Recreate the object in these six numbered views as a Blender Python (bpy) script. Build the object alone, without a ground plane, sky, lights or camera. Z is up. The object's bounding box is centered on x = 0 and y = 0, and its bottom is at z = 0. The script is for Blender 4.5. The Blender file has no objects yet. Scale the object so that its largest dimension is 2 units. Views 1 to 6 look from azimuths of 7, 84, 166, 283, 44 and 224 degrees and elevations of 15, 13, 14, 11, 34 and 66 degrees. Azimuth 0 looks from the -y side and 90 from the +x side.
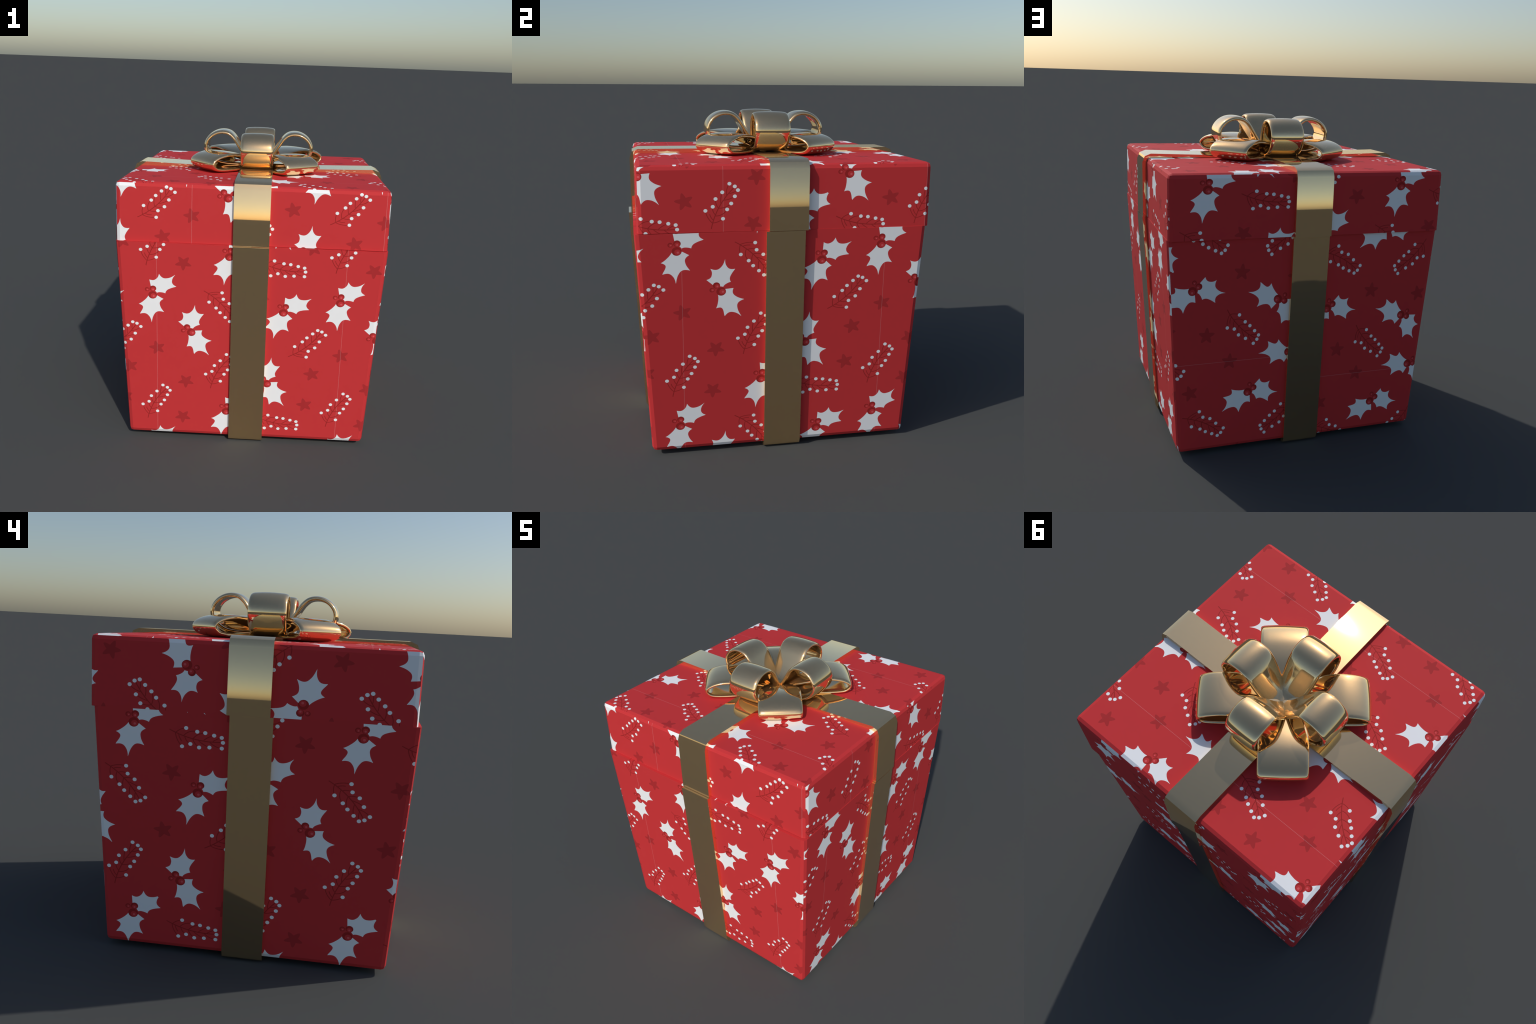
"""A wrapped gift box: tapered body, slightly shifted lid, gold ribbon bands and an
eight-loop bow.  The paper print (holly, berry sprigs, stars) is one procedural,
repeating tile computed in shader nodes on Object coordinates."""
import bpy, bmesh, math
from mathutils import Vector, Matrix

# ------------------------------------------------------------------ sizes (m)
YAW = 0.0868                       # the whole present stands turned by 5 degrees
BODY_AT = (0.0011, -0.0087, 0.0)
BODY_Z0, BODY_Z1 = 0.0272, 1.3635
BODY_H0, BODY_H1 = 0.7812, 0.8450  # half widths, bottom and top (it tapers)
LID_AT = (-0.0018, 0.0078, 1.3629)
LID_H, LID_T = 0.8437, 0.3727      # half width, height
LID_TILT = (0.0019, -0.0027)       # rise per metre along its own x and y
EDGE = 0.0268                      # rounding of the card edges
RIB_W, RIB_T = 0.1120, 0.0274      # ribbon half width, thickness

# ------------------------------------------------------------------ helpers
def new_object(name, mesh, parent=None):
    ob = bpy.data.objects.new(name, mesh)
    bpy.context.scene.collection.objects.link(ob)
    if parent:
        ob.parent = parent
    return ob


def mesh_from(name, verts, faces, mats=(), face_mat=None, smooth=None):
    me = bpy.data.meshes.new(name)
    me.from_pydata([tuple(v) for v in verts], [], faces)
    bm = bmesh.new()
    bm.from_mesh(me)
    bmesh.ops.remove_doubles(bm, verts=bm.verts, dist=1e-5)
    bmesh.ops.recalc_face_normals(bm, faces=bm.faces)
    bm.to_mesh(me)
    bm.free()
    for m in mats:
        me.materials.append(m)
    if face_mat:
        for p in me.polygons:
            p.material_index = face_mat(p)
    if smooth is not None:
        me.polygons.foreach_set("use_smooth", [True] * len(me.polygons))
        me.set_sharp_from_angle(angle=math.radians(smooth))
    return me


# ------------------------------------------------------------------ node maths
class Graph:
    """Thin wrapper that writes node maths as calls."""

    def __init__(self, tree):
        self.t, self.n = tree, 0

    def _put(self, node, sockets):
        for i, v in enumerate(sockets):
            if v is None:
                continue
            if isinstance(v, bpy.types.NodeSocket):
                self.t.links.new(v, node.inputs[i])
            else:
                node.inputs[i].default_value = v
        node.location = (180 * (self.n % 30), -160 * (self.n // 30))
        self.n += 1
        return node

    def m(self, op, a, b=None, c=None, clamp=False):
        nd = self.t.nodes.new("ShaderNodeMath")
        nd.operation, nd.use_clamp = op, clamp
        return self._put(nd, (a, b, c)).outputs[0]

    def v(self, op, a, b=None, c=None, out=0):
        nd = self.t.nodes.new("ShaderNodeVectorMath")
        nd.operation = op
        return self._put(nd, (a, b, c)).outputs[out]

    def dot(self, a, b):
        return self.v("DOT_PRODUCT", a, b, out=1)

    def dist(self, a, b):
        return self.v("DISTANCE", a, b, out=1)

    def length(self, a):
        return self.v("LENGTH", a, out=1)

    def xyz(self, x=0.0, y=0.0, z=0.0):
        return self._put(self.t.nodes.new("ShaderNodeCombineXYZ"), (x, y, z)).outputs[0]

    def mixv(self, f, a, b):
        nd = self.t.nodes.new("ShaderNodeMix")
        nd.data_type = "VECTOR"
        for s, val in zip((nd.inputs[0], nd.inputs[4], nd.inputs[5]), (f, a, b)):
            if isinstance(val, bpy.types.NodeSocket):
                self.t.links.new(val, s)
            else:
                s.default_value = val
        self.n += 1
        return nd.outputs[1]

    def mixc(self, f, a, b):
        nd = self.t.nodes.new("ShaderNodeMix")
        nd.data_type = "RGBA"
        for s, val in zip((nd.inputs[0], nd.inputs[6], nd.inputs[7]), (f, a, b)):
            if isinstance(val, bpy.types.NodeSocket):
                self.t.links.new(val, s)
            else:
                s.default_value = val
        self.n += 1
        return nd.outputs[2]

    def low(self, items):
        acc = items[0]
        for it in items[1:]:
            acc = self.m("MINIMUM", acc, it)
        return acc

    def high(self, items):
        acc = items[0]
        for it in items[1:]:
            acc = self.m("MAXIMUM", acc, it)
        return acc


def circle_through(p, q, r):
    """Centre and radius of the circle through three points."""
    ax, ay, bx, by, cx, cy = *p, *q, *r
    d = 2 * (ax * (by - cy) + bx * (cy - ay) + cx * (ay - by))
    a2, b2, c2 = ax * ax + ay * ay, bx * bx + by * by, cx * cx + cy * cy
    ux = (a2 * (by - cy) + b2 * (cy - ay) + c2 * (ay - by)) / d
    uy = (a2 * (cx - bx) + b2 * (ax - cx) + c2 * (bx - ax)) / d
    return (ux, uy), math.hypot(ax - ux, ay - uy)


# ------------------------------------------------------------------ the print
# One repeat of the paper is a unit square.  Motifs: (x, y, turn in degrees[, mirrored])
HOLLY = [(0.978, 0.146, 0.0), (0.186, 0.918, 36.5), (0.6785, 0.0703, -14.0),
         (0.3838, 0.3995, -6.5), (0.607, 0.6017, 36.5)]
SPRIG = [(0.2515, 0.1862, -47.4, False), (0.2945, 0.5534, 63.0, False), (0.944, 0.3283, 62.9, False),
         (0.7165, 0.7905, 44.3, True), (0.546, 0.3775, -11.3, True)]
STAR = [(0.0, 0.8094, 32.0), (0.1582, 0.5945, 52.0), (0.849, 0.6805, 32.0), (0.819, 0.4715, 32.0),
        (0.142, 0.351, 52.0), (0.523, 0.8657, 31.0), (0.559, 0.166, 50.0)]

# holly leaf outline: spikes joined by hollow sides (depth, lean of the hollow towards the next
# spike); None = straight side, at the berries
LEAF_A = [((-0.0166, 0.0957), (0.0170, -0.22)), ((0.0348, 0.1330), (0.0248, -0.37)), ((0.1214, 0.1313), (0.0204, 0.31)),
          ((0.1269, 0.0583), (0.0099, 0.61)), ((0.0683, 0.0137), (0.0048, 0.30)), ((0.0237, 0.0148), None),
          ((-0.0089, 0.0531), None)]
LEAF_B = [((0.0578, -0.0223), (0.0201, -0.46)), ((0.0609, -0.1052), (0.0267, -0.51)), ((-0.0068, -0.1741), (0.0231, 0.33)),
          ((-0.0690, -0.1221), (0.0176, 0.80)), ((-0.0750, -0.0597), (0.0049, 0.03)), ((-0.0233, -0.0060), None),
          ((0.0246, -0.0020), None)]
# berries: centre, radius, inner disc offset and radius, glint offset and radius
BERRIES = [((0.0, 0.0), 0.0232, (0.0040, -0.0046), 0.0148, (0.0056, -0.0066), 0.0058),
           ((0.0022, 0.0409), 0.0176, (0.0008, -0.0048), 0.0118, (0.0008, -0.0066), 0.0048),
           ((-0.0294, 0.0344), 0.0124, (0.0018, -0.0014), 0.0082, (0.0030, -0.0024), 0.0032)]
# sprig: stem from the tail at the origin along +x, twigs (root, bend, dot) on either side
STEM = [(0.0, 0.0), (0.1106, 0.0176), (0.2360, 0.0005)]
TWIGS = [((0.0290, 0.0090), (0.0425, 0.0370), (0.0718, 0.0669)), ((0.0735, 0.0150), (0.0844, 0.0330), (0.1055, 0.0455)),
         ((0.1105, 0.0180), (0.1226, 0.0350), (0.1468, 0.0517)), ((0.1358, 0.0180), (0.1615, 0.0315), (0.1912, 0.0390)),
         ((0.1846, 0.0115), (0.2110, 0.0255), (0.2450, 0.0287)),
         ((0.0301, 0.0083), (0.0439, -0.0094), (0.0707, -0.0256)), ((0.0679, 0.0131), (0.0880, -0.0110), (0.1223, -0.0213)),
         ((0.1111, 0.0166), (0.1281, -0.0072), (0.1580, -0.0246)), ((0.1588, 0.0127), (0.1741, -0.0059), (0.1985, -0.0232)),
         ((0.1996, 0.0070), (0.2130, -0.0078), (0.2332, -0.0219))]
BARE_TWIG = ((0.0450, 0.0128), (0.0525, 0.0275), (0.0648, 0.0410))
SPRIG_TIP = (0.2437, 0.0)
HOLLOW = 2.4
DOT_R, TWIG_R, STEM_R = 0.0092, 0.0020, 0.0023


INK_RED = (0.620, 0.0400, 0.0430, 1)
INK_STAR = (0.452, 0.0292, 0.0318, 1)
INK_TWIG = (0.382, 0.0210, 0.0200, 1)
INK_GLINT = (0.760, 0.1150, 0.1250, 1)
INK_WHITE = (0.960, 0.960, 0.960, 1)


def make_print_group():
    """Node group: tile coordinates in, paper colour out."""
    grp = bpy.data.node_groups.new("holly_print", "ShaderNodeTree")
    grp.interface.new_socket("Tile", in_out="INPUT", socket_type="NodeSocketVector")
    grp.interface.new_socket("Color", in_out="OUTPUT", socket_type="NodeSocketColor")
    src, dst = grp.nodes.new("NodeGroupInput"), grp.nodes.new("NodeGroupOutput")
    g = Graph(grp)
    tile = src.outputs[0]

    def nearest(places):
        """Local position inside the nearest motif of a kind (the tile repeats)."""
        best = None
        for place in places:
            x, y, turn, mirror = (*place, False)[:4]
            d = g.v("SUBTRACT", tile, (x, y, 0.0))
            d = g.v("WRAP", d, (0.5, 0.5, 1.0), (-0.5, -0.5, -1.0))
            a = math.radians(turn)
            sx = g.dot(d, (math.cos(a), math.sin(a), 0.0))
            k = -1.0 if mirror else 1.0
            sy = g.dot(d, (-math.sin(a) * k, math.cos(a) * k, 0.0))
            here = g.xyz(sx, sy, 0.0)
            if best is None:
                best = here
            else:
                best = g.mixv(g.m("LESS_THAN", g.length(here), g.length(best)), best, here)
        return best

    def nearest_about(places, mid):
        """As nearest(), but distance counted from a point inside the motif."""
        best = bestd = None
        for place in places:
            x, y, turn, mirror = (*place, False)[:4]
            a, k = math.radians(turn), (-1.0 if mirror else 1.0)
            mx = x + mid[0] * math.cos(a) - k * mid[1] * math.sin(a)
            my = y + mid[0] * math.sin(a) + k * mid[1] * math.cos(a)
            d = g.v("WRAP", g.v("SUBTRACT", tile, (mx, my, 0.0)), (0.5, 0.5, 1.0), (-0.5, -0.5, -1.0))
            sx = g.m("ADD", g.dot(d, (math.cos(a), math.sin(a), 0.0)), mid[0])
            sy = g.m("ADD", g.dot(d, (-math.sin(a) * k, math.cos(a) * k, 0.0)), mid[1])
            here, dd = g.xyz(sx, sy, 0.0), g.length(d)
            if best is None:
                best, bestd = here, dd
            else:
                best = g.mixv(g.m("LESS_THAN", dd, bestd), best, here)
                bestd = g.m("MINIMUM", dd, bestd)
        return best

    def disc(p, c, r):
        return g.m("LESS_THAN", g.dist(p, (c[0], c[1], 0.0)), r)

    # --- stars: five round-ended arms, folded into one
    p = nearest(STAR)
    sep = grp.nodes.new("ShaderNodeSeparateXYZ")
    grp.links.new(p, sep.inputs[0])
    ang = g.m("ARCTAN2", sep.outputs[1], sep.outputs[0])
    fold = g.m("WRAP", ang, math.radians(36), math.radians(-36))
    r = g.length(p)
    ax, ay = g.m("MULTIPLY", r, g.m("COSINE", fold)), g.m("MULTIPLY", r, g.m("SINE", fold))
    along = g.m("SUBTRACT", 1.0, g.m("DIVIDE", ax, 0.0448), clamp=True)
    width = g.m("MULTIPLY", g.m("POWER", along, 0.5), 0.0162)
    star = g.m("LESS_THAN", g.m("ABSOLUTE", ay), width)
    col = g.mixc(star, INK_RED, INK_STAR)

    # --- the pale join line where the paper repeats
    seam = grp.nodes.new("ShaderNodeSeparateXYZ")
    grp.links.new(tile, seam.inputs[0])
    sx = g.m("ABSOLUTE", g.m("WRAP", seam.outputs[0], 0.5, -0.5))
    line = g.m("MULTIPLY", g.m("LESS_THAN", sx, 0.0010), 0.12)
    col = g.mixc(line, col, INK_WHITE)

    # --- sprigs
    p = nearest_about(SPRIG, (0.125, 0.015))

    def stroke(p3, width):
        c, rad = circle_through(*p3)
        mid = ((p3[0][0] + p3[2][0]) / 2, (p3[0][1] + p3[2][1]) / 2)
        reach = math.dist(p3[0], p3[2]) / 2
        ring = g.m("SUBTRACT", g.m("ABSOLUTE", g.m("SUBTRACT", g.dist(p, (*c, 0.0)), rad)), width)
        cap = g.m("SUBTRACT", g.dist(p, (*mid, 0.0)), reach)
        return g.m("MAXIMUM", ring, cap)

    twig = g.low([stroke(STEM, STEM_R), *(stroke(t, TWIG_R) for t in [BARE_TWIG, *TWIGS])])
    col = g.mixc(g.m("LESS_THAN", twig, 0.0), col, INK_TWIG)
    dots = g.low([g.dist(p, (*c, 0.0)) for c in [SPRIG_TIP, *(t[2] for t in TWIGS)]])
    col = g.mixc(g.m("LESS_THAN", dots, DOT_R), col, INK_WHITE)

    # --- holly
    p = nearest_about(HOLLY, (0.02, -0.02))

    def leaf(outline):
        n = len(outline)
        cx = sum(o[0][0] for o in outline) / n
        cy = sum(o[0][1] for o in outline) / n
        parts = []
        for i, (a, deep) in enumerate(outline):
            b = outline[(i + 1) % n][0]
            nx, ny = b[1] - a[1], a[0] - b[0]
            l = math.hypot(nx, ny)
            nx, ny = nx / l, ny / l
            off = nx * a[0] + ny * a[1]
            if nx * cx + ny * cy < off:
                nx, ny, off = -nx, -ny, -off
            inward = g.m("SUBTRACT", g.dot(p, (nx, ny, 0.0)), off)
            if deep:
                # hollow side: depth falls off towards the two spikes, more slowly on one side
                half = l / 2
                ux, uy = (b[0] - a[0]) / l, (b[1] - a[1]) / l
                mid = ux * (a[0] + b[0]) / 2 + uy * (a[1] + b[1]) / 2
                depth, lean = deep
                t = g.m("DIVIDE", g.m("SUBTRACT", g.dot(p, (ux, uy, 0.0)), mid), half)
                bite = g.m("MULTIPLY_ADD", g.m("POWER", g.m("ABSOLUTE", t), HOLLOW), -depth, depth)
                bite = g.m("MULTIPLY", bite, g.m("MULTIPLY_ADD", t, lean, 1.0))
                inside = g.m("LESS_THAN", g.m("ABSOLUTE", t), 1.0)
                inward = g.m("SUBTRACT", inward, g.m("MULTIPLY", bite, inside))
            parts.append(inward)
        return g.low(parts)

    leaves = g.m("MAXIMUM", leaf(LEAF_A), leaf(LEAF_B))
    col = g.mixc(g.m("GREATER_THAN", leaves, 0.0), col, INK_WHITE)
    for c, r0, inn, r1, gl, r2 in BERRIES:
        col = g.mixc(disc(p, c, r0), col, INK_TWIG)
        col = g.mixc(disc(p, (c[0] + inn[0], c[1] + inn[1]), r1), col, INK_RED)
        col = g.mixc(disc(p, (c[0] + gl[0], c[1] + gl[1]), r2), col, INK_GLINT)
    grp.links.new(col, dst.inputs[0])
    return grp


PRINT = make_print_group()


def paper(name, row_s, row_t, split=None):
    """Paper on one side.  row_s / row_t = (x, y, z, offset): tile from Object coordinates.
    split = (axis vector, ds, dt): the sheet is joined there, shifted beyond it."""
    mat = bpy.data.materials.new(name)
    mat.use_nodes = True
    nt = mat.node_tree
    g = Graph(nt)
    bsdf = nt.nodes["Principled BSDF"]
    obj = nt.nodes.new("ShaderNodeTexCoord").outputs["Object"]
    s = g.m("ADD", g.dot(obj, row_s[:3]), row_s[3])
    t = g.m("ADD", g.dot(obj, row_t[:3]), row_t[3])
    if split:
        side = g.m("GREATER_THAN", g.dot(obj, split[0]), 0.0)
        s = g.m("MULTIPLY_ADD", side, split[1], s)
        t = g.m("MULTIPLY_ADD", side, split[2], t)
    grp = nt.nodes.new("ShaderNodeGroup")
    grp.node_tree = PRINT
    nt.links.new(g.xyz(s, t, 0.0), grp.inputs[0])
    nt.links.new(grp.outputs[0], bsdf.inputs["Base Color"])
    bsdf.inputs["Roughness"].default_value = 0.75
    bsdf.inputs["Specular IOR Level"].default_value = 0.20
    return mat


def gold(name, rough, metal):
    mat = bpy.data.materials.new(name)
    mat.use_nodes = True
    bsdf = mat.node_tree.nodes["Principled BSDF"]
    bsdf.inputs["Base Color"].default_value = (1.0, 0.70, 0.37, 1)
    bsdf.inputs["Metallic"].default_value = metal
    bsdf.inputs["Roughness"].default_value = rough
    return mat


# print repeat in metres on the sides and on the top, and where each side starts in the tile
PU, PV = 1.1868, 1.0795
TU, TV = 1.1395, 1.0995
BU, BV = 1.1620, 1.0995
slope = math.hypot(BODY_H1 - BODY_H0, BODY_Z1 - BODY_Z0) / (BODY_Z1 - BODY_Z0)
kz = slope / PV
body_papers = {
    "front": paper("paper_body_front", (1 / PU, 0, 0, 0.4959), (0, 0, kz, 0.2280 - kz * BODY_Z0)),
    "right": paper("paper_body_right", (0, 1 / PU, 0, 0.4959), (0, 0, kz, -kz * BODY_Z0)),
    "left": paper("paper_body_left", (0, -1 / PU, 0, 0.3841 + 0.6219 / PU), (0, 0, kz, 0.3999 - 0.1834 / PV - kz * BODY_Z0)),
    "back": paper("paper_body_back", (0, 0, -slope / BU, 1.4985 + slope / BU * BODY_Z0), (-1 / BV, 0, 0, 0.2395),
                  ((-1, 0, 0), 1.3527 - 1.4985, 0.4795 - 0.2395)),
    "under": paper("paper_body_underside", (1 / PU, 0, 0, 0.2), (0, 1 / PV, 0, 0.3)),
}
lid_papers = {
    "front": paper("paper_lid_front", (1 / PU, 0, 0, 0.3122), (0, 0, 1 / PV, 0.6485)),
    "right": paper("paper_lid_right", (0, 1 / PU, 0, 0.3125), (0, 0, 1 / PV, 0.3110)),
    "back": paper("paper_lid_back", (-1 / PU, 0, 0, -0.0895), (0, 0, 1 / PV, 0.1380)),
    "left": paper("paper_lid_left", (0, 1 / PU, 0, -0.0918), (0, 0, -1 / PV, 0.1398)),
    "up": paper("paper_lid_top", (0, 1 / TU, 0, 0.5205), (-1 / TV, 0, 0, 0.2303)),
}
GOLD_RIBBON = gold("gold_ribbon", 0.03, 0.93)
GOLD_BOW = gold("gold_bow", 0.06, 0.94)


# ------------------------------------------------------------------ card boxes
def side_of(n):
    ax = max(range(3), key=lambda i: abs(n[i]))
    return {0: ("right", "left"), 1: ("back", "front"), 2: ("up", "under")}[ax][0 if n[ax] > 0 else 1]


def card_box(name, h0, h1, z0, z1, round_top, round_bottom, papers):
    """Square box, tapered from h0 (bottom) to h1 (top), with two-step rounded edges."""
    bm = bmesh.new()
    vs = [[bm.verts.new((sx * h, sy * h, z)) for sx, sy in ((-1, -1), (1, -1), (1, 1), (-1, 1))]
          for h, z in ((h0, z0), (h1, z1))]
    bm.faces.new(vs[0][::-1])
    bm.faces.new(vs[1])
    for i in range(4):
        j = (i + 1) % 4
        bm.faces.new((vs[0][i], vs[0][j], vs[1][j], vs[1][i]))
    bm.normal_update()

    def wanted(e):
        za, zb = (v.co.z for v in e.verts)
        if abs(za - zb) > 0.01:
            return True
        return round_top if za > (z0 + z1) / 2 else round_bottom

    bmesh.ops.bevel(bm, geom=[e for e in bm.edges if wanted(e)], offset=EDGE, offset_type="OFFSET",
                    segments=2, profile=0.5, affect="EDGES", clamp_overlap=True)
    me = bpy.data.meshes.new(name)
    bm.to_mesh(me)
    bm.free()
    keys = list(papers)
    for k in keys:
        me.materials.append(papers[k])
    for p in me.polygons:
        side = side_of(p.normal)
        p.material_index = keys.index(side) if side in keys else 0
    return me


# ------------------------------------------------------------------ ribbon bands
def ribbon_cross(name, half, rise, end_rise, turn, flat_z, dip, inner_flat_z, end_z, end_half):
    """Band over a box: a cross lying on the flat face at flat_z with four arms that turn
    over the edge in two steps and run along the sides to end_z.  The strip along x runs
    under the other one: its middle is pulled in by dip."""
    up = 1 if flat_z > end_z else -1
    b = turn                                # radius of the outer turn
    q = b * (1 - math.cos(math.pi / 4))
    # outer and inner outline of one arm: (distance from the axis, z)
    lean = (end_half + end_rise - half - rise) / abs(end_z - flat_z)
    o_half, i_half = half + rise, half + 0.0008
    outer = [(RIB_W, flat_z), (o_half - b, flat_z), (o_half - q, flat_z - up * q),
             (o_half + lean * b, flat_z - up * b), (end_half + end_rise, end_z)]
    bi = EDGE + 0.001
    qi = bi * (1 - math.cos(math.pi / 4))
    inner = [(RIB_W, inner_flat_z), (i_half - bi, inner_flat_z), (i_half - qi, inner_flat_z - up * qi),
             (i_half + lean * bi, inner_flat_z - up * bi), (end_half + 0.0008, end_z)]
    verts, faces = [], []

    def quad(*pts):
        k = len(verts)
        verts.extend(pts)
        faces.append((k, k + 1, k + 2, k + 3))

    for a in range(4):
        c, s = round(math.cos(a * math.pi / 2)), round(math.sin(a * math.pi / 2))
        at = lambda r, w, z: (c * r - s * w, s * r + c * w, z)
        mid_z = flat_z - up * dip * (a % 2 == 0)
        outer[0] = (RIB_W, mid_z)
        if mid_z != flat_z:
            quad(at(RIB_W, -RIB_W, mid_z), at(RIB_W, RIB_W, mid_z), at(RIB_W, RIB_W, flat_z), at(RIB_W, -RIB_W, flat_z))
        for path in (outer, inner):
            for (r0, z0), (r1, z1) in zip(path, path[1:]):
                quad(at(r0, -RIB_W, z0), at(r1, -RIB_W, z1), at(r1, RIB_W, z1), at(r0, RIB_W, z0))
        for w in (-RIB_W, RIB_W):
            for k in range(4):
                quad(at(outer[k][0], w, outer[k][1]), at(outer[k + 1][0], w, outer[k + 1][1]),
                     at(inner[k + 1][0], w, inner[k + 1][1]), at(inner[k][0], w, inner[k][1]))
        quad(at(outer[-1][0], -RIB_W, end_z), at(outer[-1][0], RIB_W, end_z),
             at(inner[-1][0], RIB_W, end_z), at(inner[-1][0], -RIB_W, end_z))
    for z in (flat_z, inner_flat_z):
        quad(*[(sx * RIB_W, sy * RIB_W, z) for sx, sy in ((-1, -1), (1, -1), (1, 1), (-1, 1))])
    me = mesh_from(name, verts, faces, [GOLD_RIBBON], smooth=30)
    # the band sags evenly from the middle outwards: shade the flat part as one long soft bow
    normals = [Vector(n.vector) for n in me.corner_normals]
    lift = math.radians(11.25) * RIB_W / (o_half - b)
    for p in me.polygons:
        if p.normal.z * up < 0.1 and p.normal.z * up > -0.02 and p.area > 0.05:
            for li in p.loop_indices:        # sides: a touch more turn at the shoulder
                if normals[li].z * up > 0.1:
                    normals[li] = (normals[li] + Vector((0, 0, up * 0.016))).normalized()
        if p.normal.z * up > 0.99 and abs(p.center.z - inner_flat_z) > 0.002 and p.center.xy.length > RIB_W:
            d = Vector((p.center.x, p.center.y, 0)).normalized()
            for li in p.loop_indices:
                co = me.vertices[me.loops[li].vertex_index].co
                if max(abs(co.x), abs(co.y)) < RIB_W + 1e-4:
                    normals[li] = (Vector((0, 0, up)) + d * math.tan(lift)).normalized()
    me.normals_split_custom_set(normals)
    return me


# ------------------------------------------------------------------ bow loops
def spline(points, steps):
    """Catmull-Rom through the points (open)."""
    pts = [Vector(p) for p in points]
    pts = [2 * pts[0] - pts[1], *pts, 2 * pts[-1] - pts[-2]]
    out = []
    for i in range(1, len(pts) - 2):
        p0, p1, p2, p3 = pts[i - 1:i + 3]
        for k in range(steps):
            t = k / steps
            out.append(0.5 * (2 * p1 + (p2 - p0) * t + (2 * p0 - 5 * p1 + 4 * p2 - p3) * t * t
                              + (3 * p1 - p0 - 3 * p2 + p3) * t ** 3))
    out.append(pts[-2])
    return out


def bow_loop(name, outline, half, thick, root_half, gather, crown):
    """A strip of padded ribbon bent along outline (r, z): the section is a flat bar whose long
    edges are fully rounded and whose face swells a little towards the middle."""
    path = spline(outline, 4)
    n = len(path)
    r = thick / 2
    rings = []
    for i, p in enumerate(path):
        d = (path[min(i + 1, n - 1)] - path[max(i - 1, 0)]).normalized()
        nrm = Vector((d.y, -d.x))            # outward of the loop (path runs counter-clockwise)
        t = min(1.0, max(0.0, p.x / gather))
        w = root_half + (half - root_half) * t * t * (3 - 2 * t)   # gathered towards the knot
        e = 2.0 * r                           # how far the rounding reaches in from the edge
        face = [(w - e) * t for t in (-0.75, -0.5, -0.25, 0.0, 0.25, 0.5, 0.75)]
        sect = [(y, 0.0) for y in face]
        sect += [(w - e + e * math.cos(a), r * math.sin(a) - r) for a in (math.pi / 2 - math.pi * j / 8 for j in range(9))]
        sect += [(y, -thick) for y in reversed(face)]
        sect += [(-(w - e) - e * math.cos(a), -r * math.sin(a) - r) for a in (math.pi / 2 - math.pi * j / 8 for j in range(9))]
        rings.append([(p.x + nrm.x * (o - crown * (y / w) ** 2), y, p.y + nrm.y * (o - crown * (y / w) ** 2)) for y, o in sect])
    m = len(rings[0])
    verts = [v for ring in rings for v in ring]
    faces = [(i * m + j, i * m + (j + 1) % m, (i + 1) * m + (j + 1) % m, (i + 1) * m + j)
             for i in range(n - 1) for j in range(m)]
    faces.append(tuple(range(m)))
    faces.append(tuple((n - 1) * m + j for j in range(m)))
    return mesh_from(name, verts, faces, [GOLD_BOW], smooth=60)


# outlines of the loops, (reach, height above the lid's seam plane), from the centre underneath,
# round the tip and back over the top
UPPER_LOOP = [(-0.012, 0.386), (0.08, 0.3855), (0.16, 0.3865), (0.232, 0.390), (0.291, 0.402), (0.340, 0.431),
              (0.372, 0.471), (0.386, 0.517), (0.377, 0.562), (0.346, 0.603), (0.300, 0.630), (0.250, 0.638),
              (0.201, 0.627), (0.161, 0.594), (0.128, 0.545), (0.092, 0.490), (0.055, 0.447), (0.022, 0.426),
              (-0.012, 0.419)]
LOWER_LOOP = [(0.0, 0.384), (0.12, 0.381), (0.22, 0.377), (0.30, 0.3740), (0.375, 0.3735), (0.446, 0.380),
              (0.484, 0.403), (0.497, 0.431), (0.483, 0.462), (0.439, 0.488), (0.376, 0.503), (0.310, 0.505),
              (0.22, 0.492), (0.12, 0.461), (0.05, 0.434), (0.0, 0.416)]

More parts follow.
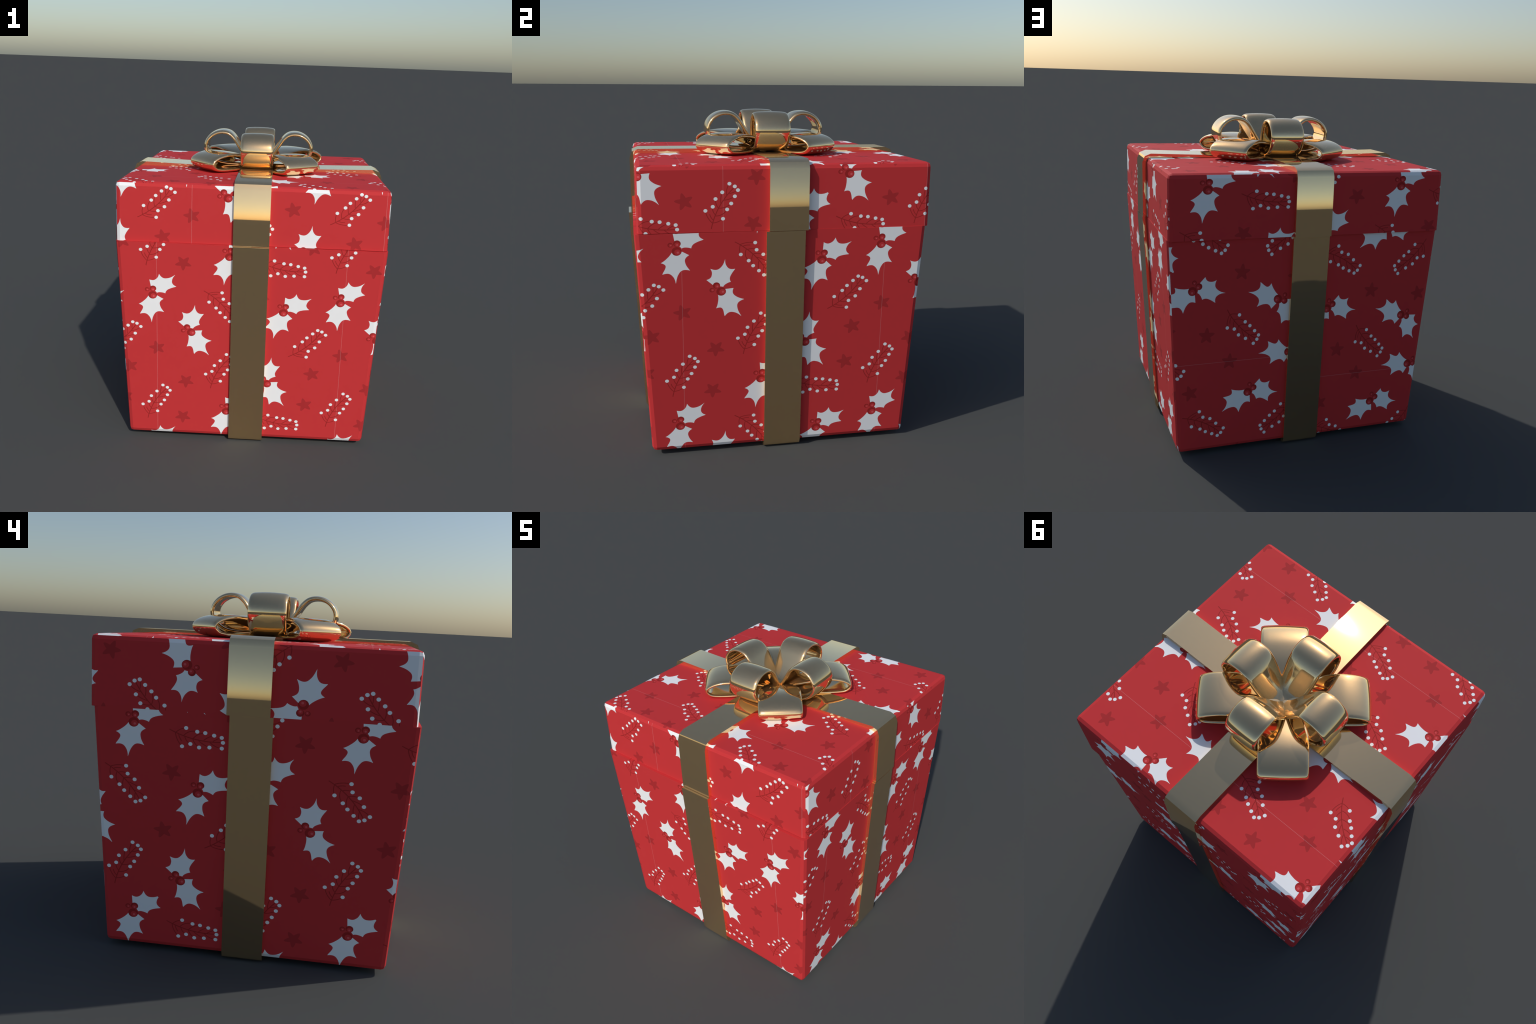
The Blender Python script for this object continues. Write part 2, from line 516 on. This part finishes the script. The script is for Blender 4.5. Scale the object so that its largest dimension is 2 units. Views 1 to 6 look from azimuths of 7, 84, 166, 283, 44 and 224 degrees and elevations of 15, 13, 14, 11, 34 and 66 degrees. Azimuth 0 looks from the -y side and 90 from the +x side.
# ------------------------------------------------------------------ assemble
root = bpy.data.objects.new("gift_box", None)
bpy.context.scene.collection.objects.link(root)
root["label"] = "red holly-print Christmas gift box with gold ribbon and bow"
root["category"] = "gift box"

c, s = math.cos(YAW), math.sin(YAW)
tx, ty = LID_TILT
BODY_M = Matrix.Translation(BODY_AT) @ Matrix.Rotation(YAW, 4, "Z")
LID_M = (Matrix.Translation(LID_AT) @ Matrix.Rotation(YAW, 4, "Z")
         @ Matrix.Rotation(math.atan(ty), 4, "X") @ Matrix.Rotation(-math.atan(tx), 4, "Y"))

body = new_object("box_body", card_box("box_body", BODY_H0, BODY_H1, BODY_Z0, BODY_Z1, False, True, body_papers), root)
body.matrix_local = BODY_M
lid = new_object("box_lid", card_box("box_lid", LID_H, LID_H, 0.0, LID_T, True, False, lid_papers), root)
lid.matrix_local = LID_M

band = new_object("body_ribbon", ribbon_cross("body_ribbon", BODY_H0, 0.0190, 0.0245, 0.046, 0.0, 0.0, BODY_Z0 - 0.0008, BODY_Z1 - 0.0006, BODY_H1), root)
band.matrix_local = BODY_M
lid_band = new_object("lid_ribbon", ribbon_cross("lid_ribbon", LID_H, 0.0260, 0.0260, 0.0535, LID_T + RIB_T, 0.0185, LID_T + 0.0008, 0.0, LID_H), root)
lid_band.matrix_local = LID_M

upper = bow_loop("bow_loop", UPPER_LOOP, 0.1095, 0.024, 0.084, 0.16, 0.0065)
lower = bow_loop("bow_loop_low", LOWER_LOOP, 0.1410, 0.022, 0.085, 0.27, 0.007)
first = new_object("bow_loop", upper, lid_band)
loops = [(first, -90, 0.0)]
for deg, lift in ((0, 0.0008), (90, -0.0006), (180, 0.0004)):
    ob = first.copy()
    bpy.context.scene.collection.objects.link(ob)
    loops.append((ob, deg, lift))
for k, deg in enumerate((-45, 45, 135, 225)):
    ob = first.copy()
    ob.data = lower
    bpy.context.scene.collection.objects.link(ob)
    loops.append((ob, deg - 5.3, (0.0, 0.0007, -0.0005, 0.0003)[k]))
for ob, deg, lift in loops:
    ob.matrix_local = Matrix.Translation((0, 0, lift)) @ Matrix.Rotation(math.radians(deg), 4, "Z")
